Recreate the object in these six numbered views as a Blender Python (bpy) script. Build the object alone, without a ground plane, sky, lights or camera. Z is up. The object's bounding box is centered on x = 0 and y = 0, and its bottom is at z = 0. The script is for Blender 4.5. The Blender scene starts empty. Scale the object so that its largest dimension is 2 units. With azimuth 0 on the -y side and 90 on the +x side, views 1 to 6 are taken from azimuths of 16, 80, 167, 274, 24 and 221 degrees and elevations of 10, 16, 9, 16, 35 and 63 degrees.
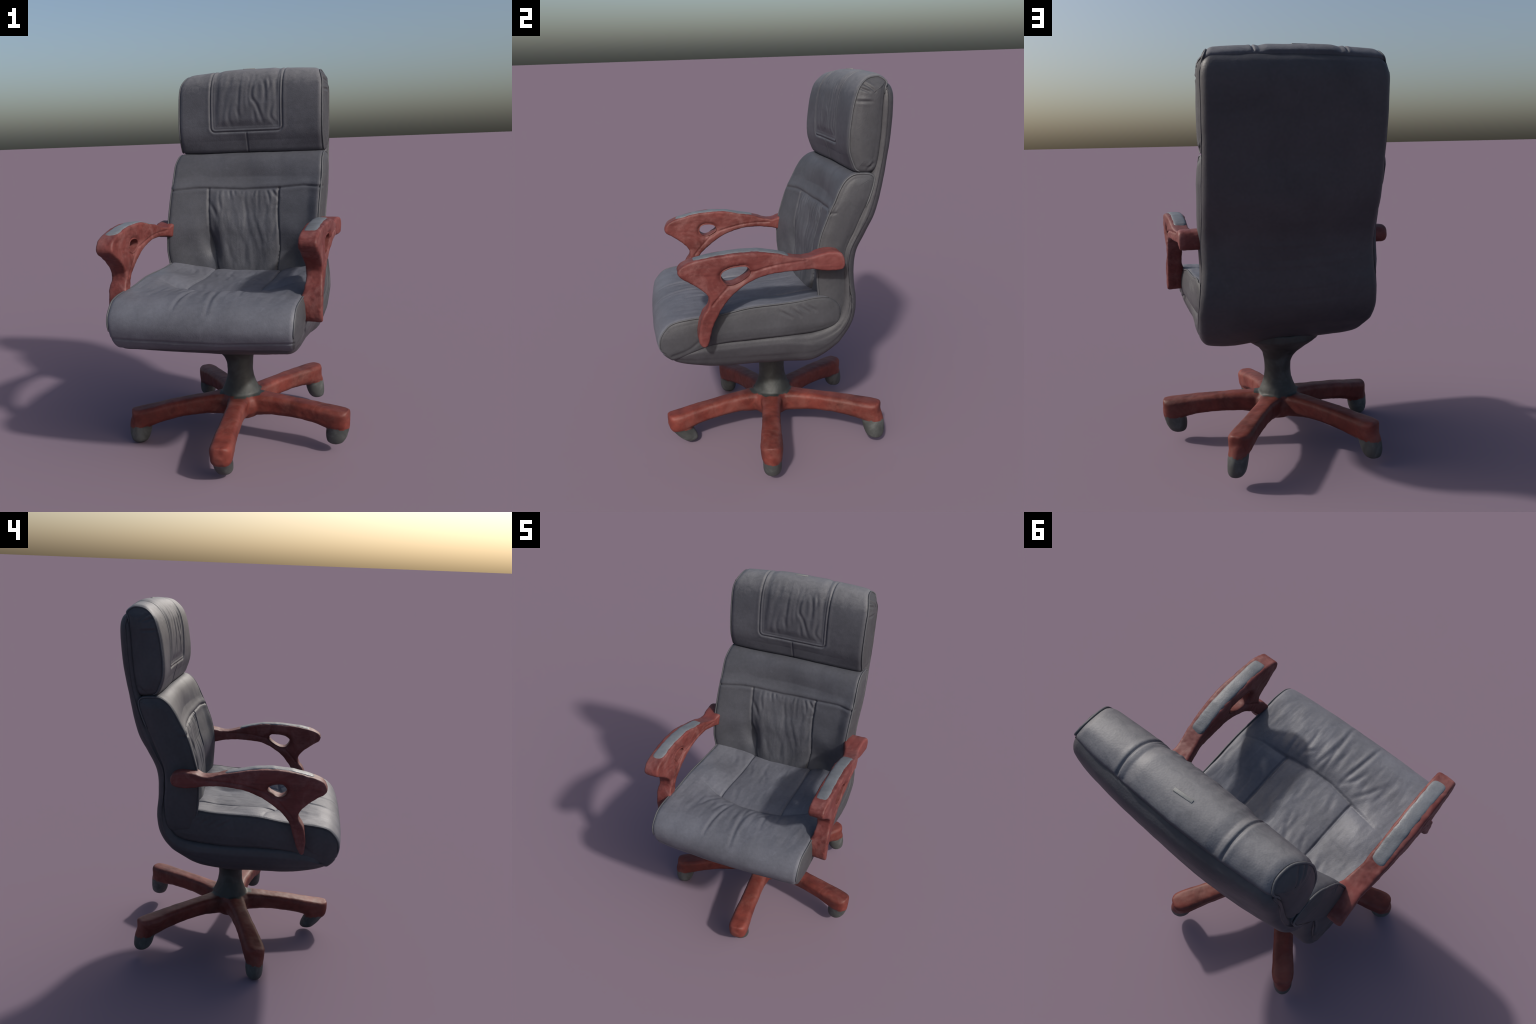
import bpy, bmesh, math
import numpy as np
from mathutils import Vector, Matrix, noise

# ------------------------------------------------------------------ helpers
def sstep(a, b, x):
    t = np.clip((np.asarray(x, float) - a) / (b - a), 0, 1)
    return t * t * (3 - 2 * t)

def interp(x, xs, ys):
    return np.interp(x, xs, ys)

def catmull(pts, n, closed=False):
    """resample a control polyline as a centripetal-like smooth curve with n points, even in length"""
    P = np.array(pts, float)
    m = len(P)
    out = []
    segs = m if closed else m - 1
    for i in range(segs):
        if closed:
            p0, p1, p2, p3 = P[(i - 1) % m], P[i], P[(i + 1) % m], P[(i + 2) % m]
        else:
            p1, p2 = P[i], P[i + 1]
            p0 = P[i - 1] if i > 0 else 2 * p1 - p2
            p3 = P[i + 2] if i + 2 < m else 2 * p2 - p1
        t = np.linspace(0, 1, 24, endpoint=False)[:, None]
        # monotone-ish tangents limited by the segment length
        L = np.linalg.norm(p2 - p1)
        def tan(a, b, c):
            v = c - a
            l = np.linalg.norm(v)
            return v / l * L if l > 1e-9 else v
        m1, m2 = tan(p0, p1, p2), tan(p1, p2, p3)
        h00 = 2 * t**3 - 3 * t**2 + 1; h10 = t**3 - 2 * t**2 + t
        h01 = -2 * t**3 + 3 * t**2;    h11 = t**3 - t**2
        out.append(h00 * p1 + h10 * m1 + h01 * p2 + h11 * m2)
    Q = np.vstack(out + ([] if closed else [P[-1:]]))
    R = np.vstack([Q, Q[:1]]) if closed else Q
    d = np.r_[0, np.cumsum(np.linalg.norm(np.diff(R, axis=0), axis=1))]
    s = np.linspace(0, d[-1], n, endpoint=not closed)
    return np.stack([np.interp(s, d, R[:, k]) for k in range(P.shape[1])], 1)

def seg_dist(p, poly):
    """distance of points p (N,2) to a polyline"""
    poly = np.array(poly, float)
    best = np.full(len(p), 1e9)
    for a, b in zip(poly[:-1], poly[1:]):
        ab = b - a
        t = np.clip(((p - a) @ ab) / (ab @ ab), 0, 1)
        best = np.minimum(best, np.linalg.norm(p - a - t[:, None] * ab, axis=1))
    return best

def stroke(p, poly, width, depth):
    """a soft fold: dark valley with a low ridge beside it, fading at both ends"""
    poly = catmull(poly, 14)
    best = np.full(len(p), 1e9); along = np.zeros(len(p)); side = np.zeros(len(p))
    n = len(poly) - 1
    for i, (a, b) in enumerate(zip(poly[:-1], poly[1:])):
        ab = b - a
        t = np.clip(((p - a) @ ab) / (ab @ ab), 0, 1)
        q = p - a - t[:, None] * ab
        d = np.linalg.norm(q, axis=1)
        k = d < best
        best[k] = d[k]; along[k] = (i + t[k]) / n
        side[k] = np.sign(ab[0] * q[k, 1] - ab[1] * q[k, 0])
    env = np.sin(np.pi * np.clip(along * 0.86 + 0.07, 0, 1)) ** 0.7
    sd = best * side
    v = -np.exp(-(sd / width) ** 2) + 0.6 * np.exp(-((sd - 1.9 * width) / (1.2 * width)) ** 2) \
        + 0.35 * np.exp(-((sd + 2.0 * width) / (1.3 * width)) ** 2)
    return depth * env * v

def groove(d, width, depth):
    return -depth * np.exp(-(d / width) ** 2)

def fbm(P, scale, octs=3, seed=0.0):
    o = Vector((seed * 7.1, seed * 3.7, seed * 1.3))
    return np.array([noise.fractal(Vector(p) * scale + o, 1.0, 2.0, octs) for p in P])

def make_mesh(name, verts, faces, mat, smooth=True):
    me = bpy.data.meshes.new(name)
    me.from_pydata([tuple(v) for v in verts], [], faces)
    me.update()
    ob = bpy.data.objects.new(name, me)
    bpy.context.scene.collection.objects.link(ob)
    if mat: me.materials.append(mat)
    if smooth: me.polygons.foreach_set('use_smooth', [True] * len(me.polygons))
    return ob

def coords(me):
    a = np.empty(len(me.vertices) * 3); me.vertices.foreach_get('co', a); return a.reshape(-1, 3)
def vnormals(me):
    a = np.empty(len(me.vertices) * 3); me.vertex_normals.foreach_get('vector', a); return a.reshape(-1, 3)
def set_coords(me, a):
    me.vertices.foreach_set('co', np.ascontiguousarray(a, dtype=np.float32).ravel()); me.update()

def outward(ob):
    bm = bmesh.new(); bm.from_mesh(ob.data)
    bmesh.ops.recalc_face_normals(bm, faces=bm.faces)
    bm.to_mesh(ob.data); bm.free(); ob.data.update()

def poly_normals(Q):
    t = np.roll(Q, -1, 0) - np.roll(Q, 1, 0)
    t /= np.linalg.norm(t, axis=1)[:, None] + 1e-12
    n = np.stack([t[:, 1], -t[:, 0]], 1)
    area = 0.5 * np.sum(Q[:, 0] * np.roll(Q[:, 1], -1) - np.roll(Q[:, 0], -1) * Q[:, 1])
    return n if area > 0 else -n            # outward

def pillow(name, profile, centre, half, radius, warp, mat, nx=170, bulge=0.006, disp=None, rings=14, side_mat=None):
    """upholstered body: a closed (y,z) profile carried along x from -half to half, the two long
    edges rounded with `radius`, side faces closed towards the line `centre` and slightly puffed"""
    Q = np.array(profile); N = len(Q); nrm = poly_normals(Q)
    st = []
    for k in range(rings, 0, -1):                      # -x side face, from the middle outwards
        f = 1 - k / rings
        st.append((-half - bulge * (1 - f ** 3), radius, f))
    arc = np.linspace(0, math.pi / 2, 8)
    for a in arc: st.append((-half + radius * (1 - math.cos(a)), radius * (1 - math.sin(a)), 1))
    for x in np.linspace(-half + radius, half - radius, nx)[1:-1]: st.append((x, 0, 1))
    for a in arc[::-1]: st.append((half - radius * (1 - math.cos(a)), radius * (1 - math.sin(a)), 1))
    for k in range(1, rings + 1):
        f = 1 - k / rings
        st.append((half + bulge * (1 - f ** 3), radius, f))
    V = []
    for x, ins, f in st:
        q = Q - nrm * ins
        q = centre + (q - centre) * f
        V.append(np.column_stack([np.full(N, x), q]))
    V = np.vstack(V)
    F = []
    for i in range(len(st) - 1):
        for j in range(N):
            k = (j + 1) % N
            F.append((i * N + j, i * N + k, (i + 1) * N + k, (i + 1) * N + j))
    V = warp(V)
    ob = make_mesh(name, V, F, mat)
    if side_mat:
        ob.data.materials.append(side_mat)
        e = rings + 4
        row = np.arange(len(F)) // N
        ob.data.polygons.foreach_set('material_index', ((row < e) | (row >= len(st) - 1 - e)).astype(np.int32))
    outward(ob)
    if disp is not None:
        me = ob.data
        C, Nn = coords(me), vnormals(me)
        set_coords(me, C + Nn * disp(C, Nn)[:, None])
    return ob

def tube(name, path, r, mat, k=8, closed=False):
    P = np.array(path); n = len(P)
    T = np.gradient(P, axis=0); T /= np.linalg.norm(T, axis=1)[:, None]
    up = np.array([1.0, 0, 0])
    V = []; F = []
    for i in range(n):
        a = np.cross(T[i], up); a /= np.linalg.norm(a); b = np.cross(T[i], a)
        rr = r * min(1, 0.3 + i / 4, 0.3 + (n - 1 - i) / 4)
        for j in range(k):
            t = 2 * math.pi * j / k
            V.append(P[i] + rr * (math.cos(t) * a + math.sin(t) * b))
    for i in range(n - 1):
        for j in range(k):
            F.append((i * k + j, i * k + (j + 1) % k, (i + 1) * k + (j + 1) % k, (i + 1) * k + j))
    F.append(tuple(range(k))); F.append(tuple((n - 1) * k + j for j in range(k)))
    ob = make_mesh(name, V, F, mat); outward(ob); return ob

def apply_mods(ob):
    dg = bpy.context.evaluated_depsgraph_get()
    me = bpy.data.meshes.new_from_object(ob.evaluated_get(dg))
    mats = [m for m in ob.data.materials]
    ob.modifiers.clear()
    if ob.type == 'MESH':
        old = ob.data; ob.data = me
    return me

def remesh_smooth(ob, voxel, iters, factor=0.5):
    m = ob.modifiers.new('r', 'REMESH'); m.mode = 'VOXEL'; m.voxel_size = voxel; m.use_smooth_shade = True
    s = ob.modifiers.new('s', 'SMOOTH'); s.iterations = iters; s.factor = factor
    apply_mods(ob)
    ob.data.polygons.foreach_set('use_smooth', [True] * len(ob.data.polygons))

# ------------------------------------------------------------------ materials
def nodes_of(name):
    m = bpy.data.materials.new(name); m.use_nodes = True
    nt = m.node_tree; b = nt.nodes['Principled BSDF']
    return m, nt, b

def tex_noise(nt, vec, scale, detail=4, rough=0.55, dist=0.0):
    n = nt.nodes.new('ShaderNodeTexNoise')
    n.inputs['Scale'].default_value = scale; n.inputs['Detail'].default_value = detail
    n.inputs['Roughness'].default_value = rough; n.inputs['Distortion'].default_value = dist
    nt.links.new(vec, n.inputs['Vector']); return n.outputs['Fac']

def ramp(nt, fac, stops):
    r = nt.nodes.new('ShaderNodeValToRGB')
    el = r.color_ramp.elements
    el[0].position, el[0].color = stops[0][0], (*stops[0][1], 1)
    el[1].position, el[1].color = stops[-1][0], (*stops[-1][1], 1)
    for p, c in stops[1:-1]:
        e = el.new(p); e.color = (*c, 1)
    nt.links.new(fac, r.inputs['Fac']); return r.outputs['Color']

def mix(nt, fac, a, b, mode='MIX'):
    n = nt.nodes.new('ShaderNodeMix'); n.data_type = 'RGBA'; n.blend_type = mode
    for sock, v in ((n.inputs['Factor'], fac), (n.inputs['A'], a), (n.inputs['B'], b)):
        if isinstance(v, (int, float)): sock.default_value = v
        elif isinstance(v, tuple): sock.default_value = (*v, 1)
        else: nt.links.new(v, sock)
    return n.outputs['Result']

def bump(nt, b, height, strength, dist):
    n = nt.nodes.new('ShaderNodeBump'); n.inputs['Strength'].default_value = strength
    n.inputs['Distance'].default_value = dist
    nt.links.new(height, n.inputs['Height']); nt.links.new(n.outputs['Normal'], b.inputs['Normal'])

def objvec(nt, scale=(1, 1, 1)):
    t = nt.nodes.new('ShaderNodeTexCoord'); mp = nt.nodes.new('ShaderNodeMapping')
    mp.inputs['Scale'].default_value = scale
    nt.links.new(t.outputs['Object'], mp.inputs['Vector']); return mp.outputs['Vector']

def leather(name, dark, mid, light, rough=0.58, spec=0.35, dust=False, spot=None):
    m, nt, b = nodes_of(name)
    v = objvec(nt)
    big = tex_noise(nt, v, 3.2, 5, 0.6, 0.6)
    base = ramp(nt, big, [(0.25, dark), (0.5, mid), (0.78, light)])
    fine = tex_noise(nt, v, 60, 3)
    base = mix(nt, 0.35, base, ramp(nt, fine, [(0.3, (0.72, 0.72, 0.72)), (0.7, (1.15, 1.15, 1.15))]), 'MULTIPLY')
    # faint scuffs
    sc = tex_noise(nt, objvec(nt, (1, 0.25, 1)), 9, 6, 0.7, 1.5)
    scm = ramp(nt, sc, [(0.62, (0, 0, 0)), (0.75, (1, 1, 1))])
    base = mix(nt, mix(nt, 0.25, (0, 0, 0), scm), base, tuple(min(1, c * 1.5) for c in light))
    if spot:                                     # pale chafed streak where the arm rubs the edge
        t = nt.nodes.new('ShaderNodeTexCoord'); mp = nt.nodes.new('ShaderNodeVectorMath'); mp.operation = 'SUBTRACT'
        nt.links.new(t.outputs['Object'], mp.inputs[0]); mp.inputs[1].default_value = spot[0]
        dv = nt.nodes.new('ShaderNodeVectorMath'); dv.operation = 'DIVIDE'
        nt.links.new(mp.outputs[0], dv.inputs[0]); dv.inputs[1].default_value = spot[1]
        ln = nt.nodes.new('ShaderNodeVectorMath'); ln.operation = 'LENGTH'; nt.links.new(dv.outputs[0], ln.inputs[0])
        sm = ramp(nt, ln.outputs['Value'], [(0.55, (0.85, 0.85, 0.85)), (0.95, (0, 0, 0))])
        base = mix(nt, sm, base, (0.42, 0.42, 0.38))
    if dust:                                     # overhead light baked into upward faces as paler, speckled colour
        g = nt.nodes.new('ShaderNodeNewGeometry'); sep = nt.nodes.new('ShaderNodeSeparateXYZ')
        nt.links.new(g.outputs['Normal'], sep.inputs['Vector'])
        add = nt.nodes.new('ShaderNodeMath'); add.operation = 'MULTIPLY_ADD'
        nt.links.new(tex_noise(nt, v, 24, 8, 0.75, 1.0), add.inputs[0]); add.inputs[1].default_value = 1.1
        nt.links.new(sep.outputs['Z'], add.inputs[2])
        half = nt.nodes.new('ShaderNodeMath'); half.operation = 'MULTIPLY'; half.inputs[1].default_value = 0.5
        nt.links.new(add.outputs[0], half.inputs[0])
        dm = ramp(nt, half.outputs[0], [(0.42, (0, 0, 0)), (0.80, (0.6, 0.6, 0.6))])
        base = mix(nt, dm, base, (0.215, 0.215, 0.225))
    nt.links.new(base, b.inputs['Base Color'])
    rr = ramp(nt, big, [(0.3, (rough + .06,) * 3), (0.7, (rough - .06,) * 3)])
    nt.links.new(rr, b.inputs['Roughness'])
    b.inputs['Specular IOR Level'].default_value = spec
    vo = nt.nodes.new('ShaderNodeTexVoronoi'); vo.inputs['Scale'].default_value = 150
    nt.links.new(v, vo.inputs['Vector'])
    bump(nt, b, vo.outputs['Distance'], 0.18, 0.002)
    return m

def wood(name, along, dark, mid, light, dust, dust_amount=0.5):
    m, nt, b = nodes_of(name)
    v = objvec(nt)
    big = tex_noise(nt, v, 5.0, 4, 0.6, 0.4)
    grain = tex_noise(nt, objvec(nt, along), 14, 5, 0.65, 0.8)
    base = ramp(nt, big, [(0.28, dark), (0.5, mid), (0.72, light)])
    base = mix(nt, 0.55, base, ramp(nt, grain, [(0.3, (0.6, 0.5, 0.5)), (0.7, (1.25, 1.2, 1.2))]), 'MULTIPLY')
    dn = tex_noise(nt, v, 8.0, 6, 0.7, 0.7)
    dm = ramp(nt, dn, [(0.45, (0, 0, 0)), (0.68, (dust_amount,) * 3)])
    base = mix(nt, dm, base, dust)
    nt.links.new(base, b.inputs['Base Color'])
    b.inputs['Roughness'].default_value = 0.55
    b.inputs['Specular IOR Level'].default_value = 0.28
    bump(nt, b, grain, 0.15, 0.003)
    return m

M_LEATHER = leather('grey_black_leather', (0.046, 0.048, 0.057), (0.061, 0.063, 0.075), (0.083, 0.086, 0.101))  # base colour darkened towards the shading baked on the cushion fronts
M_HEAD    = leather('headrest_leather', (0.046, 0.048, 0.057), (0.061, 0.063, 0.075), (0.083, 0.086, 0.101), dust=True)  # dust=True paints the bright highlight along the headrest top
M_SEAT    = leather('seat_leather', (0.080, 0.083, 0.100), (0.104, 0.108, 0.130), (0.132, 0.138, 0.164), spot=((-.468, -.262, .885), (.03, .055, .02)))  # lightened and blued to carry the lit look of the seat top
M_SIDE    = leather('side_panel_leather', (0.040, 0.041, 0.046), (0.050, 0.051, 0.058), (0.062, 0.064, 0.072))  # same leather, tinted darker for baked-in shade on the flanks
M_SHELL   = leather('dark_shell_leather', (0.040, 0.040, 0.046), (0.050, 0.050, 0.057), (0.060, 0.060, 0.068), 0.52)
M_PIPING  = leather('piping_leather', (0.055, 0.057, 0.064), (0.070, 0.073, 0.081), (0.088, 0.092, 0.10))
M_PAD     = leather('arm_pad_leather', (0.085, 0.092, 0.104), (0.115, 0.125, 0.140), (0.15, 0.162, 0.180), 0.5)
M_TAB     = leather('tab_cloth', (0.16, 0.165, 0.16), (0.2, 0.205, 0.2), (0.24, 0.245, 0.24), 0.7)
M_ARM     = wood('red_brown_arm_wood', (3, .35, 3), (0.085, 0.021, 0.019), (0.125, 0.033, 0.030), (0.160, 0.050, 0.046), (0.21, 0.095, 0.090), 0.55)
M_LEG     = wood('red_brown_leg_wood', (1.5, 1.5, 1.5), (0.066, 0.017, 0.013), (0.118, 0.026, 0.020), (0.172, 0.040, 0.030), (0.17, 0.072, 0.060), 0.45)

def metal_plastic(name, a, b2, c, rough):
    m, nt, b = nodes_of(name)
    v = objvec(nt)
    n = tex_noise(nt, v, 9, 5, 0.65, 0.5)
    nt.links.new(ramp(nt, n, [(0.3, a), (0.5, b2), (0.72, c)]), b.inputs['Base Color'])
    b.inputs['Roughness'].default_value = rough
    return m
M_COLUMN = metal_plastic('dark_column_metal', (0.014, 0.015, 0.014), (0.024, 0.026, 0.025), (0.052, 0.058, 0.058), 0.6)
M_CASTER = metal_plastic('dark_caster_plastic', (0.026, 0.028, 0.027), (0.048, 0.053, 0.052), (0.105, 0.113, 0.111), 0.6)

# ------------------------------------------------------------------ root
root = bpy.data.objects.new('office_chair', None)
bpy.context.scene.collection.objects.link(root)
root.location = (0, 0, 0)
root['label'] = 'high-back executive office chair, dark grey leather, red-brown wooden arms and star base'
root['category'] = 'office chair'
def child(ob, parent=root):
    ob.parent = parent
    return ob

# ------------------------------------------------------------------ shell (L-shaped outer cover)
# matched control points (y, z): outside curve and the line where it meets the cushions
SHELL_OUT = [(.552, 1.948), (.578, 1.918), (.586, 1.86), (.580, 1.72), (.561, 1.583), (.530, 1.427), (.497, 1.317),
             (.455, 1.238), (.411, 1.159), (.393, 1.094), (.395, .992), (.404, .880), (.390, .793), (.345, .722),
             (.245, .655), (.138, .620), (.02, .598), (-.105, .600), (-.229, .608), (-.358, .616), (-.446, .630),
             (-.515, .648), (-.535, .672)]
SHELL_IN = [(.532, 1.940), (.528, 1.918), (.520, 1.86), (.508, 1.72), (.492, 1.583), (.445, 1.427), (.402, 1.317),
            (.368, 1.238), (.330, 1.159), (.325, 1.094), (.335, .992), (.336, .900), (.318, .830), (.280, .780),
            (.190, .752), (.110, .745), (.02, .742), (-.105, .743), (-.229, .745), (-.358, .748), (-.446, .735),
            (-.500, .712), (-.525, .690)]
def shell_warp(V):
    V = V.copy(); x, y, z = V.T
    s = x / .428
    xr = interp(z, [.58, .64, .70, .78, 1.0, 1.4, 1.9], [.364, .400, .419, .421, .402, .400, .401])
    xl = interp(z, [.58, .64, .70, .78, 1.0, 1.4, 1.9], [.392, .436, .458, .460, .446, .441, .443])
    front = sstep(-.1, -.5, y)
    xr = xr + .010 * front; xl = xl + .020 * front
    tuck = 1 - .03 * sstep(-.44, -.54, y); xr = xr * tuck; xl = xl * tuck
    nx = np.where(s > 0, s * xr, s * xl)
    nx *= 1 - .075 * np.clip((z - 1.85) / .10, 0, 1.2) ** 2
    rear = 1 - np.clip(s, -1, 1) ** 2
    out_y = interp(z, [q[1] for q in SHELL_OUT[::-1] if q[0] > .3], [q[0] for q in SHELL_OUT[::-1] if q[0] > .3])
    w_rear = sstep(.05, .0, out_y - y) * sstep(.70, .85, z)
    y = y - .008 * sstep(.06, .0, out_y - y) * sstep(.66, .74, z)
    y = y + w_rear * rear * interp(z, [.7, .85, .98, 1.1, 1.22, 1.35, 1.5, 1.7, 1.85, 1.96], [.006, .012, .040, .066, .062, .046, .026, .026, .038, .036])
    w_bot = sstep(.72, .62, z) * sstep(.33, .15, y)
    z = z - w_bot * rear ** .35 * .046 * sstep(-.54, -.25, y)
    z = z + .02 * nx * sstep(.9, .65, z)
    z = z - .034 * sstep(.0, .30, nx) * sstep(.0, .2, y) * sstep(.80, .66, z)
    return np.column_stack([nx, y, z])
n_sh = 230
out_c = catmull(SHELL_OUT, n_sh); in_c = catmull(SHELL_IN, n_sh)
shell_prof = np.vstack([out_c, in_c[::-1]])
mid = .5 * (out_c + in_c); shell_mid = np.vstack([mid, mid[::-1]])
def shell_disp(P, N):
    x, y, z = P.T
    d = .004 * fbm(P, 3.0, 2, 1)
    rear = sstep(.3, .7, N[:, 1])
    # soft horizontal sag folds low on the back
    q = np.column_stack([x, z])
    for zz, sag, dep in ((1.10, .008, .0025), (1.05, .012, .002), (1.0, .01, .002), (.90, .015, .002), (.84, .01, .002)):
        d += rear * stroke(q, [(-.36, zz + sag), (-.1, zz - sag), (.15, zz - sag), (.36, zz + sag)], .008, dep)
    d += .0012 * fbm(P, 14, 2, 4)
    return d
child(pillow('back_shell', shell_prof, shell_mid, .428, .032, shell_warp, M_SHELL, nx=110, bulge=.004, disp=shell_disp, rings=6))

# ------------------------------------------------------------------ headrest cushion
HEAD = [(.376, 1.537), (.357, 1.570), (.338, 1.63), (.336, 1.70), (.347, 1.79), (.361, 1.86), (.385, 1.925), (.418, 1.965),
        (.462, 1.990), (.508, 1.996), (.545, 1.986), (.572, 1.966), (.576, 1.945), (.562, 1.915), (.545, 1.80), (.530, 1.68),
        (.512, 1.585), (.488, 1.533), (.42, 1.526)]
head_prof = catmull(HEAD, 300, closed=True)
head_mid = np.column_stack([interp(head_prof[:, 1], [1.53, 1.7, 1.9, 2.0], [.43, .43, .47, .48]),
                            np.clip(head_prof[:, 1], 1.60, 1.90)])
def head_warp(V):
    V = V.copy(); x, y, z = V.T
    s = x / .43
    nx = np.where(s > 0, s * .402, s * .444)
    nx *= 1 - .075 * np.clip((z - 1.87) / .12, 0, 1.2) ** 2
    edge = np.clip(np.abs(s), 0, 1)
    front = sstep(.47, .38, y)
    y = y + front * .012 * edge ** 3
    # rear line of the top follows the curved back
    y = y - sstep(.50, .58, y) * .022 * edge ** 2
    z = z - .016 * sstep(1.9, 1.99, z) * edge ** 2.5
    y = y + front * (interp(z, [1.53, 1.6, 1.68, 1.8, 1.9], [.012, .024, .022, .010, .004]) * (1 - edge ** 2.5) + .006)
    return np.column_stack([nx, y, z])
HEAD_FOLDS = [([(-.067, 1.943), (-.074, 1.885), (-.077, 1.769), (-.065, 1.724)], .007, .0055),
    ([(-.124, 1.936), (-.153, 1.875), (-.163, 1.773), (-.183, 1.685)], .009, .004),
    ([(-.015, 1.949), (-.023, 1.878), (-.021, 1.795)], .007, .005),
    ([(.016, 1.947), (-.003, 1.843), (.026, 1.793), (.063, 1.699)], .007, .006),
    ([(.056, 1.931), (.075, 1.887), (.078, 1.815)], .007, .005), ([(.092, 1.943), (.101, 1.895), (.09, 1.86)], .006, .004),
    ([(-.09, 1.79), (-.076, 1.71)], .006, .004), ([(.118, 1.798), (.105, 1.731), (.139, 1.681)], .007, .005),
    ([(-.119, 1.824), (-.139, 1.732), (-.125, 1.682)], .008, .004), ([(.01, 1.784), (.018, 1.70)], .007, .004),
    ([(-.20, 1.93), (-.205, 1.80)], .010, .003), ([(.135, 1.93), (.14, 1.84)], .007, .003)]
def rbox(q, lo, hi, r):
    c = (np.array(lo) + hi) / 2; h = (np.array(hi) - lo) / 2 - r
    d = np.abs(q - c) - h
    return np.linalg.norm(np.maximum(d, 0), axis=1) + np.minimum(d.max(1), 0) - r
def head_disp(P, N):
    x, y, z = P.T
    q = np.column_stack([x, z])
    fr = np.clip(sstep(.15, .5, -N[:, 1]) + sstep(.2, .6, N[:, 2]) * sstep(1.9, 1.95, z), 0, 1)
    # gathered centre panel with a corded border
    sd = rbox(np.column_stack([x, np.where(y > .45, 2.2, z)]), (-.246, 1.650), (.172, 3.0), .028)
    d = groove(sd, .0045, .0058) + groove(sd + .016, .005, .0034) * sstep(.44, .38, y) + .0012 * np.exp(-((sd + .008) / .005) ** 2)
    inside = sstep(-.018, -.07, sd)
    d += .007 * inside - .004 * sstep(-.015, -.03, sd)
    d += .0015 * np.exp(-((sd - .012) / .01) ** 2)
    for poly, w, dep in HEAD_FOLDS:
        d += stroke(q, poly, w * 1.35, dep * .62) * sstep(-.01, -.03, sd)
    d += .0008 * np.sin(x * 150 + 3 * fbm(P * [1, .3, .3], 5, 2, 3)) * inside * sstep(1.70, 1.8, z) * sstep(1.99, 1.92, z)
    d += groove(seg_dist(q, [(-.036, 1.50), (-.036, 1.640)]), .004, .005) * (y < .45)
    d *= fr
    # puckers at the seam on the side faces
    side = sstep(.5, .8, np.abs(N[:, 0]))
    p2 = np.column_stack([y, z])
    for poly in ([(.420, 1.95), (.458, 1.927), (.485, 1.905)], [(.408, 1.925), (.46, 1.905)], [(.398, 1.864), (.47, 1.86)],
                 [(.45, 1.545), (.485, 1.578)]):
        d += side * stroke(p2, poly, .006, .004)
    d += .0025 * fbm(P, 5, 3, 2)
    return d
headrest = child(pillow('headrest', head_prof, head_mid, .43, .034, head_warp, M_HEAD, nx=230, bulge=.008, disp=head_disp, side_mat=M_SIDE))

def edge_piping(name, prof, lo, hi, half, radius, warp, parent, side, r=.0042, a=.70, out=.003):
    Q = np.array(prof); n = poly_normals(Q)
    ins = radius * (1 - math.sin(a)) - out
    x = half - radius * (1 - math.cos(a)) + out * .3
    idx = [i % len(Q) for i in range(lo, hi)]
    p = (Q - n * ins)[idx]
    path = warp(np.column_stack([np.full(len(p), side * x), p]))
    return child(tube(name, path[::2], r, M_PIPING), parent)
for sgn in (1, -1):
    edge_piping('piping', head_prof, -6, 180, .43, .034, head_warp, headrest, sgn)

# loop tab sewn on the top
tab = make_mesh('tab', [(-.036 * a, .006 * b, .0025 * c) for a in (-1, 1) for b in (-1, 1) for c in (-1, 1)],
                [(0, 1, 3, 2), (4, 6, 7, 5), (0, 4, 5, 1), (2, 3, 7, 6), (0, 2, 6, 4), (1, 5, 7, 3)], M_TAB)
tab.location = (-.046, .500, 2.0005); tab.rotation_euler = (-.05, 0, .06)
bv = tab.modifiers.new('b', 'BEVEL'); bv.width = .002; bv.segments = 2
child(tab, headrest)

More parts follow.
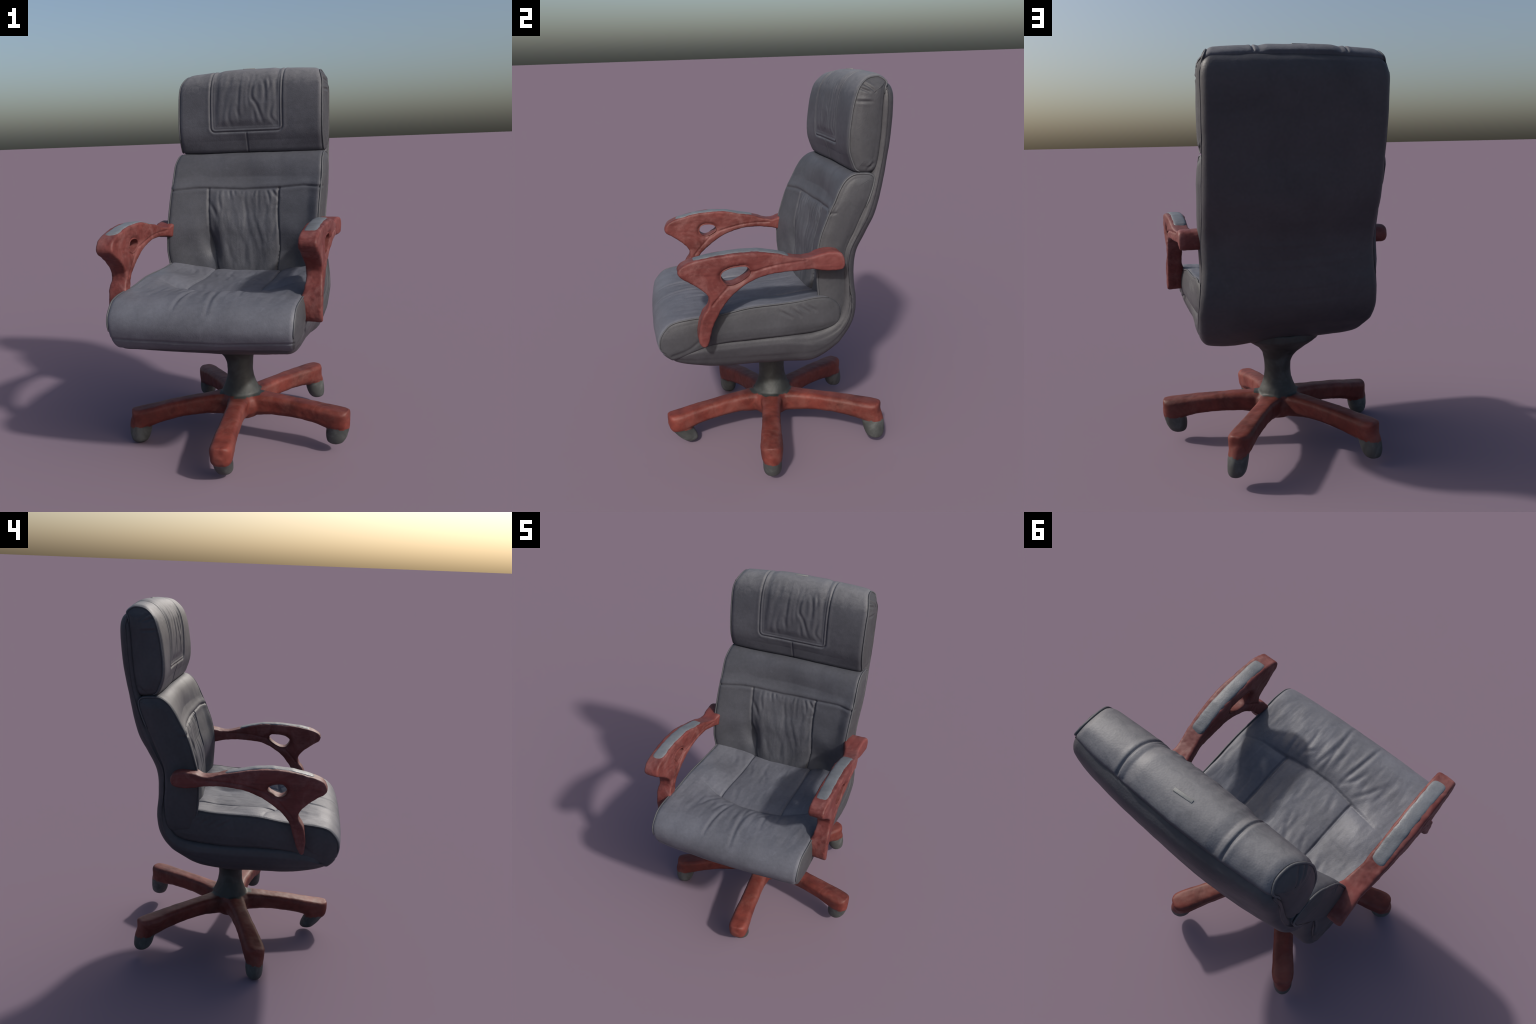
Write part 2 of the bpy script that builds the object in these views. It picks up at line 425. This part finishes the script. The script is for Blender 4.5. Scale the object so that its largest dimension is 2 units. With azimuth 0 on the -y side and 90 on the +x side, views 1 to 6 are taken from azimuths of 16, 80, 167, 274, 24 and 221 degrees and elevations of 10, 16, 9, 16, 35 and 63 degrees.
# ------------------------------------------------------------------ lower back cushion
BACK = [(.205, .80), (.192, .86), (.185, .93), (.180, 1.02), (.183, 1.12), (.208, 1.22), (.245, 1.33), (.276, 1.40),
        (.303, 1.455), (.335, 1.500), (.378, 1.528), (.43, 1.532), (.476, 1.524), (.494, 1.50), (.474, 1.42), (.432, 1.32),
        (.396, 1.24), (.358, 1.15), (.352, 1.05), (.358, .95), (.354, .87), (.335, .81), (.27, .785)]
back_prof = catmull(BACK, 340, closed=True)
back_mid = np.column_stack([interp(np.clip(back_prof[:, 1], .86, 1.46), [.8, 1.1, 1.3, 1.5], [.27, .26, .32, .40]),
                            np.clip(back_prof[:, 1], .86, 1.46)])
def back_warp(V):
    V = V.copy(); x, y, z = V.T
    s = x / .43
    xr = interp(z, [.8, 1.0, 1.2, 1.4, 1.5], [.398, .396, .400, .407, .402])
    xl = interp(z, [.8, .9, 1.0, 1.15, 1.35, 1.47, 1.53], [.452, .462, .472, .466, .457, .458, .449])
    nx = np.where(s > 0, s * xr, s * xl)
    rear_y = interp(z, [.8, 1.1, 1.15, 1.32, 1.5], [.32, .33, .34, .41, .47])
    front = sstep(.0, .10, rear_y - y)
    c = 1 - np.clip(np.abs(s), 0, 1) ** 1.5
    conc = interp(z, [.85, .95, 1.08, 1.2, 1.4, 1.46, 1.53], [.016, .036, .056, .064, .050, .026, .002])
    conc = conc + .034 * np.exp(-((np.abs(s) - .68) / .20) ** 2) * sstep(1.14, .98, z)
    y = y + front * c * conc
    y = y - front * .014 * sstep(.80, .95, s) * np.exp(-((z - 1.24) / .13) ** 2)
    y = y + front * (.034 * np.exp(-((nx + .22) / .05) ** 2 - ((z - 1.04) / .09) ** 2) + .026 * np.exp(-((nx - .25) / .08) ** 2 - ((z - .94) / .08) ** 2))
    yaw = interp(z, [.85, 1.0, 1.3, 1.45, 1.55], [.035, .04, .038, .015, 0])
    y = y + front * yaw * nx
    return np.column_stack([nx, y, z])
SEAM_L = [(-.242, 1.336), (-.240, 1.30), (-.238, 1.227), (-.228, 1.10), (-.212, 1.0), (-.185, .90), (-.17, .86)]
SEAM_R = [(.160, 1.336), (.158, 1.30), (.156, 1.222), (.166, 1.10), (.168, 1.0), (.152, .89), (.145, .85)]
BACK_FOLDS = [([(-.237, 1.27), (-.205, 1.217), (-.185, 1.17)], .007, .006), ([(-.182, 1.327), (-.18, 1.274), (-.166, 1.221)], .006, .005),
    ([(-.037, 1.323), (-.028, 1.232), (-.018, 1.171), (-.004, 1.097)], .008, .0045), ([(.043, 1.327), (.044, 1.252), (.047, 1.20)], .007, .004),
    ([(.085, 1.332), (.104, 1.295), (.111, 1.255)], .006, .0055), ([(.114, 1.335), (.138, 1.303), (.162, 1.28)], .006, .006),
    ([(.147, 1.335), (.160, 1.298)], .005, .004), ([(.160, 1.25), (.125, 1.236)], .006, .004), ([(-.126, 1.335), (-.116, 1.29)], .005, .004),
    ([(-.236, 1.114), (-.217, 1.068), (-.200, 1.01)], .008, .005), ([(-.1, 1.334), (-.09, 1.30)], .005, .004),
    ([(-.043, 1.064), (-.029, 1.006), (-.028, .923)], .010, .004), ([(.033, 1.163), (.055, 1.089)], .009, .004),
    ([(.098, 1.235), (.092, 1.187)], .008, .003), ([(-.13, 1.15), (-.128, 1.09)], .012, .004),
    ([(-.13, 1.047), (-.107, .981), (-.096, .93)], .010, .004), ([(.047, 1.106), (.075, 1.03)], .009, .004),
    ([(.160, 1.186), (.146, 1.13), (.125, 1.06)], .009, .004), ([(.02, 1.33), (.015, 1.29)], .005, .003), ([(-.06, 1.334), (-.055, 1.30)], .005, .003)]
def back_disp(P, N):
    x, y, z = P.T
    q = np.column_stack([x, z])
    fr = sstep(.1, .45, -N[:, 1])
    zs = interp(x, [-.46, -.3, -.24, -.05, .16, .3, .42], [1.330, 1.342, 1.340, 1.329, 1.337, 1.349, 1.343])
    dz = z - zs
    d = groove(dz, .0045, .007) + .004 * np.exp(-((dz - .016) / .016) ** 2) + .002 * np.exp(-((dz + .014) / .012) ** 2)
    dl, dr = seg_dist(q, SEAM_L), seg_dist(q, SEAM_R)
    below = sstep(.0, -.012, dz)
    d += groove(dl, .006, .008) + groove(dr, .006, .008)
    xl = interp(z, [p[1] for p in SEAM_L[::-1]], [p[0] for p in SEAM_L[::-1]])
    xr = interp(z, [p[1] for p in SEAM_R[::-1]], [p[0] for p in SEAM_R[::-1]])
    ins = np.minimum(x - xl, xr - x)
    panel = sstep(.0, .06, ins) * below
    d += .009 * panel * sstep(1.335, 1.29, z)
    # side panels fall away towards the centre seam low down
    d -= .010 * np.exp(-((-ins) / .045) ** 2) * (ins < 0) * sstep(1.2, 1.0, z) * below
    d -= .012 * np.exp(-((x + .205) / .028) ** 2 - ((z - 1.0) / .05) ** 2)
    for poly, w, dep in BACK_FOLDS: d += stroke(q, poly, w * 1.3, dep * .6) * below
    d += panel * .0028 * fbm(np.column_stack([x * 9, y * 2, z * 3 + x * 3]), 2.2, 3, 6)
    d *= fr
    # soft dents in the upper roll on the right
    d += fr * .003 * fbm(P, 11, 2, 8) * np.exp(-((x - .28) / .10) ** 2 - ((z - 1.42) / .06) ** 2)
    d += .003 * fbm(P, 4.5, 3, 5)
    return d
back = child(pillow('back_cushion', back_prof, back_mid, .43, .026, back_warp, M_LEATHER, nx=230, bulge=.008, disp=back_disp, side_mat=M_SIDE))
for sgn in (1, -1):
    edge_piping('piping', back_prof, 12, 205, .43, .026, back_warp, back, sgn)

# ------------------------------------------------------------------ seat cushion
SEAT = [(-.538, .660), (-.576, .680), (-.600, .725), (-.608, .770), (-.594, .820), (-.556, .860), (-.498, .882), (-.42, .892),
        (-.34, .894), (-.26, .897), (-.15, .901), (0, .903), (.10, .908), (.20, .918), (.27, .905), (.315, .86), (.315, .80),
        (.28, .765), (.18, .745), (.05, .738), (-.15, .738), (-.33, .730), (-.42, .700), (-.49, .668)]
seat_prof = catmull(SEAT, 380, closed=True)
seat_mid = np.column_stack([np.clip(seat_prof[:, 0], -.48, .22),
                            interp(np.clip(seat_prof[:, 0], -.48, .22), [-.5, -.4, .2], [.795, .82, .82])])
def seat_warp(V):
    V = V.copy(); x, y, z = V.T
    s = x / .44
    xr = interp(y, [-.6, -.45, -.2, .1, .3], [.436, .442, .436, .424, .415])
    xl = interp(y, [-.6, -.45, -.2, .1, .3], [.472, .477, .470, .462, .454])
    k = interp(z, [.66, .72, .80, .9], [.965, .99, 1.0, .992])
    nx = np.where(s > 0, s * xr, s * xl) * k
    c = 1 - np.clip(np.abs(s), 0, 1) ** 2
    top = sstep(.80, .89, z)
    z = z - top * c * .026 * sstep(-.42, -.22, y)
    z = z + top * .010 * (1 - c) * sstep(-.25, .05, y)
    z = z + top * .029 * np.exp(-((np.abs(s) - .74) / .22) ** 2) * np.exp(-((y + .13) / .13) ** 2)
    z = z + top * .008 * sstep(.7, .95, np.abs(s)) * sstep(-.35, -.15, y)
    y = y + sstep(-.5, -.58, y) * .018 * (np.clip(np.abs(s), 0, 1)) ** 3
    z = z + .03 * nx * sstep(.78, .66, z)
    return np.column_stack([nx, y, z])
CROSS = [(-.43, -.175), (-.36, -.19), (-.311, -.204), (-.194, -.237), (-.063, -.260), (.061, -.257), (.187, -.239), (.313, -.215), (.41, -.175)]
SEAT_FOLDS = [([(-.19, -.257), (-.235, -.312), (-.281, -.399)], .008, .005), ([(-.106, -.29), (-.131, -.43), (-.142, -.56)], .007, .0085),
    ([(-.107, -.280), (-.154, -.337), (-.18, -.412)], .008, .005), ([(0, -.285), (.013, -.44), (.027, -.575)], .008, .008),
    ([(.046, -.28), (.023, -.375), (.028, -.462)], .008, .006), ([(-.031, -.29), (-.037, -.384), (-.029, -.5)], .010, .004),
    ([(.13, -.26), (.131, -.363), (.141, -.437)], .008, .005), ([(.193, -.25), (.202, -.345)], .007, .005),
    ([(.129, -.303), (.09, -.343)], .007, .004), ([(-.287, -.30), (-.309, -.454)], .010, .004), ([(-.089, .106), (-.041, .033), (-.02, -.027)], .008, .004),
    ([(.022, .076), (.13, -.03)], .009, .003), ([(-.177, .113), (-.139, .021)], .009, .004), ([(-.157, -.12), (-.124, -.214)], .010, .004),
    ([(-.304, .166), (-.269, .068)], .009, .004), ([(-.264, .172), (-.219, .068)], .009, .004), ([(.07, -.30), (.075, -.42)], .009, .003),
    ([(-.23, -.26), (-.20, -.36), (-.21, -.45)], .010, .003), ([(.24, -.24), (.26, -.34)], .010, .003), ([(-.08, .15), (-.06, -.05)], .010, .003),
    ([(.05, .15), (.04, .0), (.07, -.12)], .011, .003), ([(.02, -.10), (.03, -.22)], .010, .003), ([(-.33, .0), (-.23, -.03)], .008, .003)]
def seat_disp(P, N):
    x, y, z = P.T
    q = np.column_stack([x, y])
    up = sstep(.1, .6, N[:, 2]) * (z > .8)
    yc = interp(x, [p[0] for p in CROSS], [p[1] for p in CROSS])
    dy = y - yc
    fade = .25 + .75 * sstep(.36, .22, np.abs(x + .02))
    fade *= sstep(.44, .39, np.abs(x + .02))
    d = (groove(dy, .006, .009) - .010 * np.exp(-(dy / .03) ** 2) + .006 * np.exp(-((dy + .08) / .05) ** 2)) * fade
    for xs in (-.205, .180):
        dd = seg_dist(q, [(xs, -.237), (xs * .98, -.02), (xs * .97, .24)])
        d += (groove(dd, .006, .009) - .008 * np.exp(-(dd / .028) ** 2)) * sstep(-.01, .012, dy)
    d += .004 * np.exp(-((x + .01) / .10) ** 2 - ((y + .02) / .11) ** 2)
    for poly, w, dep in SEAT_FOLDS: d += stroke(q, poly, w * 1.35, dep * .55)
    d += .003 * fbm(np.column_stack([x * 8, y * 3, z]), 2.0, 3, 9) * sstep(-.6, -.45, y)
    d *= up
    # seam round the lower front and the sewn lip below it
    frn = sstep(.2, .6, -N[:, 1]) * (y < -.4)
    zf = interp(x, [-.46, -.2, .1, .42], [.700, .703, .702, .718])
    d += frn * (groove(z - zf, .005, .006) - .003 * sstep(.0, -.02, z - zf))
    # side panel puckers
    side = sstep(.5, .8, np.abs(N[:, 0]))
    p2 = np.column_stack([y, z])
    for poly in ([(.0, .885), (.062, .844)], [(.062, .888), (.109, .845)], [(.105, .895), (.157, .859)], [(.14, .897), (.185, .866)]):
        d += side * stroke(p2, poly, .007, .004)
    # front end of the side panel is a separate rounded piece
    d += side * groove(seg_dist(p2, [(-.36, .80), (-.44, .735), (-.53, .70)]), .008, .004)
    d += .003 * fbm(P, 5, 3, 11)
    return d
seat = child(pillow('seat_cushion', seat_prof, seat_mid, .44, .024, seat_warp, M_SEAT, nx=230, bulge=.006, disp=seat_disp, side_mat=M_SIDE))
for sgn in (1, -1):
    edge_piping('piping', seat_prof, 20, 195, .44, .024, seat_warp, seat, sgn)

# ------------------------------------------------------------------ arms
ARM_R = [(-.481, 1.147), (-.468, 1.167), (-.430, 1.187), (-.345, 1.205), (-.251, 1.213), (-.181, 1.216), (-.105, 1.213), (-.03, 1.199),
         (.037, 1.180), (.110, 1.162), (.160, 1.164), (.205, 1.176), (.245, 1.180), (.292, 1.174), (.312, 1.145), (.317, 1.112),
         (.303, 1.088), (.221, 1.086), (.165, 1.099), (.100, 1.103), (.030, 1.105), (-.048, 1.100), (-.121, 1.084), (-.186, 1.051),
         (-.240, 1.007), (-.280, .960), (-.307, .913), (-.330, .868), (-.346, .816), (-.354, .785), (-.372, .766),
         (-.392, .776), (-.404, .815), (-.396, .870), (-.376, .930), (-.350, .965), (-.342, .998), (-.350, 1.022), (-.380, 1.056),
         (-.424, 1.089), (-.468, 1.118)]
HOLE_R = [(-.282, 1.118), (-.268, 1.134), (-.234, 1.147), (-.190, 1.150), (-.158, 1.144), (-.150, 1.118), (-.185, 1.088), (-.226, 1.070),
          (-.256, 1.070), (-.276, 1.092)]
GROOVE = [(.125, 1.150), (.036, 1.148), (-.036, 1.143), (-.142, 1.121), (-.197, 1.100), (-.254, 1.057), (-.300, 1.010), (-.331, .972)]
ARM_L = [(-.503, 1.112), (-.484, 1.148), (-.444, 1.170), (-.390, 1.183), (-.324, 1.197), (-.221, 1.205), (-.131, 1.199), (-.034, 1.178), (.025, 1.166),
         (.102, 1.143), (.142, 1.141), (.181, 1.154), (.260, 1.161), (.298, 1.146), (.309, 1.110), (.282, 1.077), (.187, 1.076),
         (.128, 1.088), (.029, 1.096), (-.07, 1.085), (-.156, 1.056), (-.237, 1.005), (-.291, .958), (-.322, .906), (-.346, .829),
         (-.368, .773), (-.392, .748), (-.404, .783), (-.402, .850), (-.390, .903), (-.362, .950), (-.368, .986), (-.412, 1.034),
         (-.461, 1.070), (-.495, 1.092)]
HOLE_L = [(-.198, 1.095), (-.205, 1.112), (-.225, 1.124), (-.262, 1.128), (-.288, 1.118), (-.297, 1.092), (-.285, 1.070), (-.258, 1.062), (-.225, 1.074)]

def build_arm(outline, hole, groove_line, outer_x, inner_x, rear_out, rear_in, foot_in):
    """plate sawn from the side outline, edges rounded, then given its sideways shape"""
    cu = bpy.data.curves.new('arm', 'CURVE'); cu.dimensions = '2D'; cu.fill_mode = 'BOTH'
    for pts, n in ((outline, 170), (hole, 50)):
        c = catmull(pts, n, closed=True)
        sp = cu.splines.new('POLY'); sp.points.add(n - 1)
        for p, co in zip(sp.points, c): p.co = (co[0], co[1], 0, 1)
        sp.use_cyclic_u = True
    cu.extrude = .039 - .010; cu.bevel_depth = .010; cu.bevel_resolution = 3; cu.offset = -.010
    ob = bpy.data.objects.new('arm_curve', cu); bpy.context.scene.collection.objects.link(ob)
    me = apply_mods(ob)
    bpy.data.objects.remove(ob)
    ob = bpy.data.objects.new('arm_rest', me); bpy.context.scene.collection.objects.link(ob)
    bm = bmesh.new(); bm.from_mesh(me); bmesh.ops.remove_doubles(bm, verts=bm.verts, dist=1e-5); bm.to_mesh(me); bm.free()
    remesh_smooth(ob, .0042, 5)
    me = ob.data
    C = coords(me); N = vnormals(me)
    yy, zz, t = C.T
    u = t / .039                                             # -1 inner .. 1 outer
    q = np.column_stack([yy, zz])
    flat = sstep(.5, .9, np.abs(N[:, 2]))
    g = groove(seg_dist(q, catmull(groove_line, 40)), .004, .0045)
    hd = seg_dist(q, np.vstack([catmull(hole, 60, closed=True), catmull(hole, 60, closed=True)[:1]]))
    g -= .010 * np.exp(-(hd / .016) ** 2)
    th = 1 - .12 * sstep(-.40, -.33, yy) * sstep(1.14, 1.0, zz)
    u = u * th + np.sign(u) * flat * g / .039
    sgn = np.sign(outer_x)
    o = interp(yy, [-.5, -.35, -.15, .05, .16, .30], [outer_x, outer_x + sgn * .004, outer_x + sgn * .006, outer_x - sgn * .006, rear_out - sgn * .008, rear_out])
    i = interp(yy, [-.5, -.35, -.15, .05, .15, .20, .30], [inner_x, inner_x, inner_x, inner_x - sgn * .004, inner_x - sgn * .025, rear_in, rear_in])
    fw = sstep(.93, .88, zz) * sstep(-.1, -.25, yy)
    i = i * (1 - fw) + foot_in * fw
    xx = .5 * (o + i) + .5 * (o - i) * u
    P = np.column_stack([xx, yy, zz])
    set_coords(me, P)
    outward(ob)
    Nn = vnormals(me)
    set_coords(me, P + Nn * (.0022 * fbm(P, 16, 3, 3) + .0012 * fbm(P, 45, 2, 5))[:, None])
    me.materials.clear(); me.materials.append(M_ARM)
    me.polygons.foreach_set('use_smooth', [True] * len(me.polygons))
    return child(ob), o

def build_pad(parent, outline, y0, y1, xc0, xc1, width):
    """leather strip let into the top of the arm"""
    top = [p for p in outline if p[1] > 1.10 and p[0] < .2][: 12]
    ty = np.array([p[0] for p in outline[:11]]); tz = np.array([p[1] for p in outline[:11]])
    n, k = 90, 14
    V = []; F = []
    for a in range(n):
        f = a / (n - 1)
        y = y0 + (y1 - y0) * f
        z = np.interp(y, ty, tz)
        e = 1 - abs(2 * f - 1)
        w = width * min(1, math.sqrt(max(1e-4, 1 - max(0, 1 - e / .16) ** 2)))
        h = .011 * (.25 + .75 * min(1, e / .10))
        xc = xc0 + (xc1 - xc0) * f
        for b in range(k):
            t = math.pi * b / (k - 1)
            c = math.cos(t)
            V.append((xc + w * math.copysign(abs(c) ** .75, c), y, z - .012 + h * 1.6 * math.sin(t) ** .42))
        for b in range(k):
            t = math.pi * (1 - b / (k - 1)); V.append((xc + w * math.cos(t), y, z - .016))
    m = 2 * k
    for a in range(n - 1):
        for b in range(m): F.append((a * m + b, a * m + (b + 1) % m, (a + 1) * m + (b + 1) % m, (a + 1) * m + b))
    F.append(tuple(range(m))); F.append(tuple((n - 1) * m + b for b in range(m)))
    ob = make_mesh('arm_pad', V, F, M_PAD); outward(ob)
    C = coords(ob.data); N = vnormals(ob.data)
    set_coords(ob.data, C + N * (.0015 * fbm(C, 22, 2, 2))[:, None])
    return child(ob, parent)

arm_r, _ = build_arm(ARM_R, HOLE_R, GROOVE, .519, .432, .500, .385, .420)
build_pad(arm_r, ARM_R, -.425, .055, .477, .466, .033)
arm_l, _ = build_arm(ARM_L, HOLE_L, [(a - .005, b - .025) for a, b in GROOVE], -.547, -.458, -.538, -.420, -.455)
build_pad(arm_l, ARM_L, -.447, .040, -.500, -.497, .033)

# ------------------------------------------------------------------ star base, column and casters as one fused skin
HUB = Vector((-.014, .024, 0))
# leg: tip of the wooden top edge (x, y, z), caster foot centre (x, y) and its lowest z, caster length axis
LEGS = [((.053, -.571, .196), (.037, -.446), .014, .030), ((.588, -.088, .232), (.510, -.072), .044, .020),
        ((.300, .566, .256), (.300, .540), .050, .004), ((-.404, .512, .225), (-.390, .498), .036, .004),
        ((-.577, -.182, .192), (-.544, -.166), -.002, .010)]
bm = bmesh.new()
def add_loft(sections):
    rows = [[bm.verts.new(p) for p in s] for s in sections]
    for a, b in zip(rows[:-1], rows[1:]):
        n = len(a)
        for j in range(n): bm.faces.new((a[j], a[(j + 1) % n], b[(j + 1) % n], b[j]))
    bm.faces.new(rows[0]); bm.faces.new(rows[-1][::-1])
def ring(c, ax, bx, ra, rb, n=20, e=1.0):
    out = []
    for j in range(n):
        t = 2 * math.pi * j / n
        ca, sa = math.cos(t), math.sin(t)
        out.append(c + ax * (ra * math.copysign(abs(ca) ** e, ca)) + bx * (rb * math.copysign(abs(sa) ** e, sa)))
    return out
X, Y, Z = Vector((1, 0, 0)), Vector((0, 1, 0)), Vector((0, 0, 1))
# column: flared foot, slim neck, funnel spreading under the seat
COL = [(.175, .085), (.215, .100), (.245, .105), (.275, .098), (.305, .085), (.34, .074), (.38, .070), (.42, .071), (.45, .080), (.48, .098),
       (.51, .128), (.535, .165), (.56, .20), (.60, .20)]
add_loft([ring(Vector((-.020 - .025 * sstep(.42, .52, z), .032, z)), X, Y, r * (1 if z < .43 else 1.0), r * (1 if z < .43 else .85), 32) for z, r in COL])
add_loft([ring(HUB + Z * z, X, Y, r, r, 32) for z, r in ((.120, .05), (.130, .09), (.165, .120), (.205, .130), (.235, .124), (.258, .10))])
for tip, cc, cz, lean in LEGS:
    tip = Vector(tip); cc = Vector((cc[0], cc[1], 0))
    h = Vector((tip.x, tip.y, 0)) - HUB
    L = h.length; d = h.normalized(); s = Vector((-d.y, d.x, 0))
    secs = []
    for r, topf, w, hh in ((.02, 0, .070, .122), (.10, .02, .060, .116), (.18, .16, .050, .102), (.26, .32, .048, .096), (.34, .50, .049, .094),
                           (.42, .68, .052, .098), (.48, .84, .055, .106), (.53, .95, .057, .112), (.560, 1.0, .054, .110), (.578, 1.0, .046, .098), (.588, .99, .034, .084), (.592, .97, .020, .066)):
        rr = r / .592 * L
        f = rr / L
        zt = .256 + (tip.z - .256) * topf + .006 * math.sin(f * math.pi)
        c = HUB + d * rr
        sec = []
        wb = w * .92                                           # a flat-topped, chamfered bar
        prof = [(-w, -.30), (-w, -.16), (-.72 * w, -.02), (-.35 * w, 0), (.35 * w, 0), (.72 * w, -.02), (w, -.16), (w, -.30), (wb, -.8), (.6 * wb, -1), (-.6 * wb, -1), (-wb, -.8)]
        for a, b in prof: sec.append(c + s * a + Z * (zt + b * hh))
        secs.append(sec)
    add_loft(secs)
    # caster: hood leaning from the bar end down to a rounded wheel
    endc = HUB + d * (L - .048)
    top = Vector((endc.x, endc.y, tip.z - .05))
    cast = []
    for k, (f, ra, rb) in enumerate(((0, .054, .046), (.25, .060, .048), (.45, .060, .048), (.65, .057, .047), (.82, .050, .044), (.93, .042, .037), (1.0, .024, .022))):
        q = top.lerp(Vector((cc.x, cc.y, cz - .004)), f)
        cast.append(ring(q, d, s, ra, rb, 20))
    add_loft(cast)
me = bpy.data.meshes.new('star_base'); bm.to_mesh(me); bm.free()
base = bpy.data.objects.new('star_base_whole', me); bpy.context.scene.collection.objects.link(base)
outward(base)
remesh_smooth(base, .0055, 11)
me = base.data
C = coords(me); N = vnormals(me)
set_coords(me, C + N * (.0022 * fbm(C, 10, 2, 2) + .0008 * fbm(C, 40, 2, 7))[:, None])
C = coords(me); N = vnormals(me)
lift = C[:, 2].min()
C[:, 2] = np.where(C[:, 2] < .1, C[:, 2] - lift * sstep(.1, .02, C[:, 2]), C[:, 2]); set_coords(me, C)

def face_regions(C, faces):
    cen = C[faces].mean(1)
    x, y, z = cen.T
    n1 = .012 * np.array([noise.noise(Vector(p) * 18) for p in cen]) + .006 * np.array([noise.noise(Vector(p) * 55) for p in cen])
    rad = np.hypot(x - HUB.x, y - HUB.y)
    ang = np.arctan2(y - HUB.y, x - HUB.x)
    reg = np.zeros(len(cen), int)                              # 0 hub
    angs = [math.atan2(t[0][1] - HUB.y, t[0][0] - HUB.x) for t in LEGS]
    dist = np.stack([np.abs((ang - a + math.pi) % (2 * math.pi) - math.pi) for a in angs])
    near = dist.argmin(0)
    leg = rad + n1 > .135
    reg[leg] = 1 + near[leg]
    for k, (tip, cc, cz, lean) in enumerate(LEGS):
        lim = tip[2] - .096
        cas = leg & (near == k) & (z + n1 < lim) & (rad > math.hypot(cc[0] - HUB.x, cc[1] - HUB.y) - .075)
        reg[cas] = 6 + k
    col = (rad + n1 < .122) & (z + .5 * n1 > .254)
    col |= (z > .30)
    reg[col] = 11
    return reg
nf = len(me.polygons)
faces = np.array([list(p.vertices) if len(p.vertices) == 4 else list(p.vertices) + [p.vertices[2]] for p in me.polygons])
reg = face_regions(C, faces)
hub_name = {0: ('base_hub', M_LEG), 11: ('column', M_COLUMN)}
made = {}
for r in sorted(set(reg)):
    fs = [list(me.polygons[int(i)].vertices) for i in np.nonzero(reg == r)[0]]
    used = sorted({v for f in fs for v in f}); mp = {v: i for i, v in enumerate(used)}
    nm, mt = hub_name.get(r, ('base_leg', M_LEG) if r < 6 else ('caster', M_CASTER))
    ob = make_mesh(nm, C[used], [[mp[v] for v in f] for f in fs], mt)
    ob.data.normals_split_custom_set_from_vertices([tuple(n) for n in N[used]])
    made[r] = ob
for r, ob in made.items():
    child(ob, made[r - 5] if 6 <= r <= 10 else root)
bpy.data.objects.remove(base)
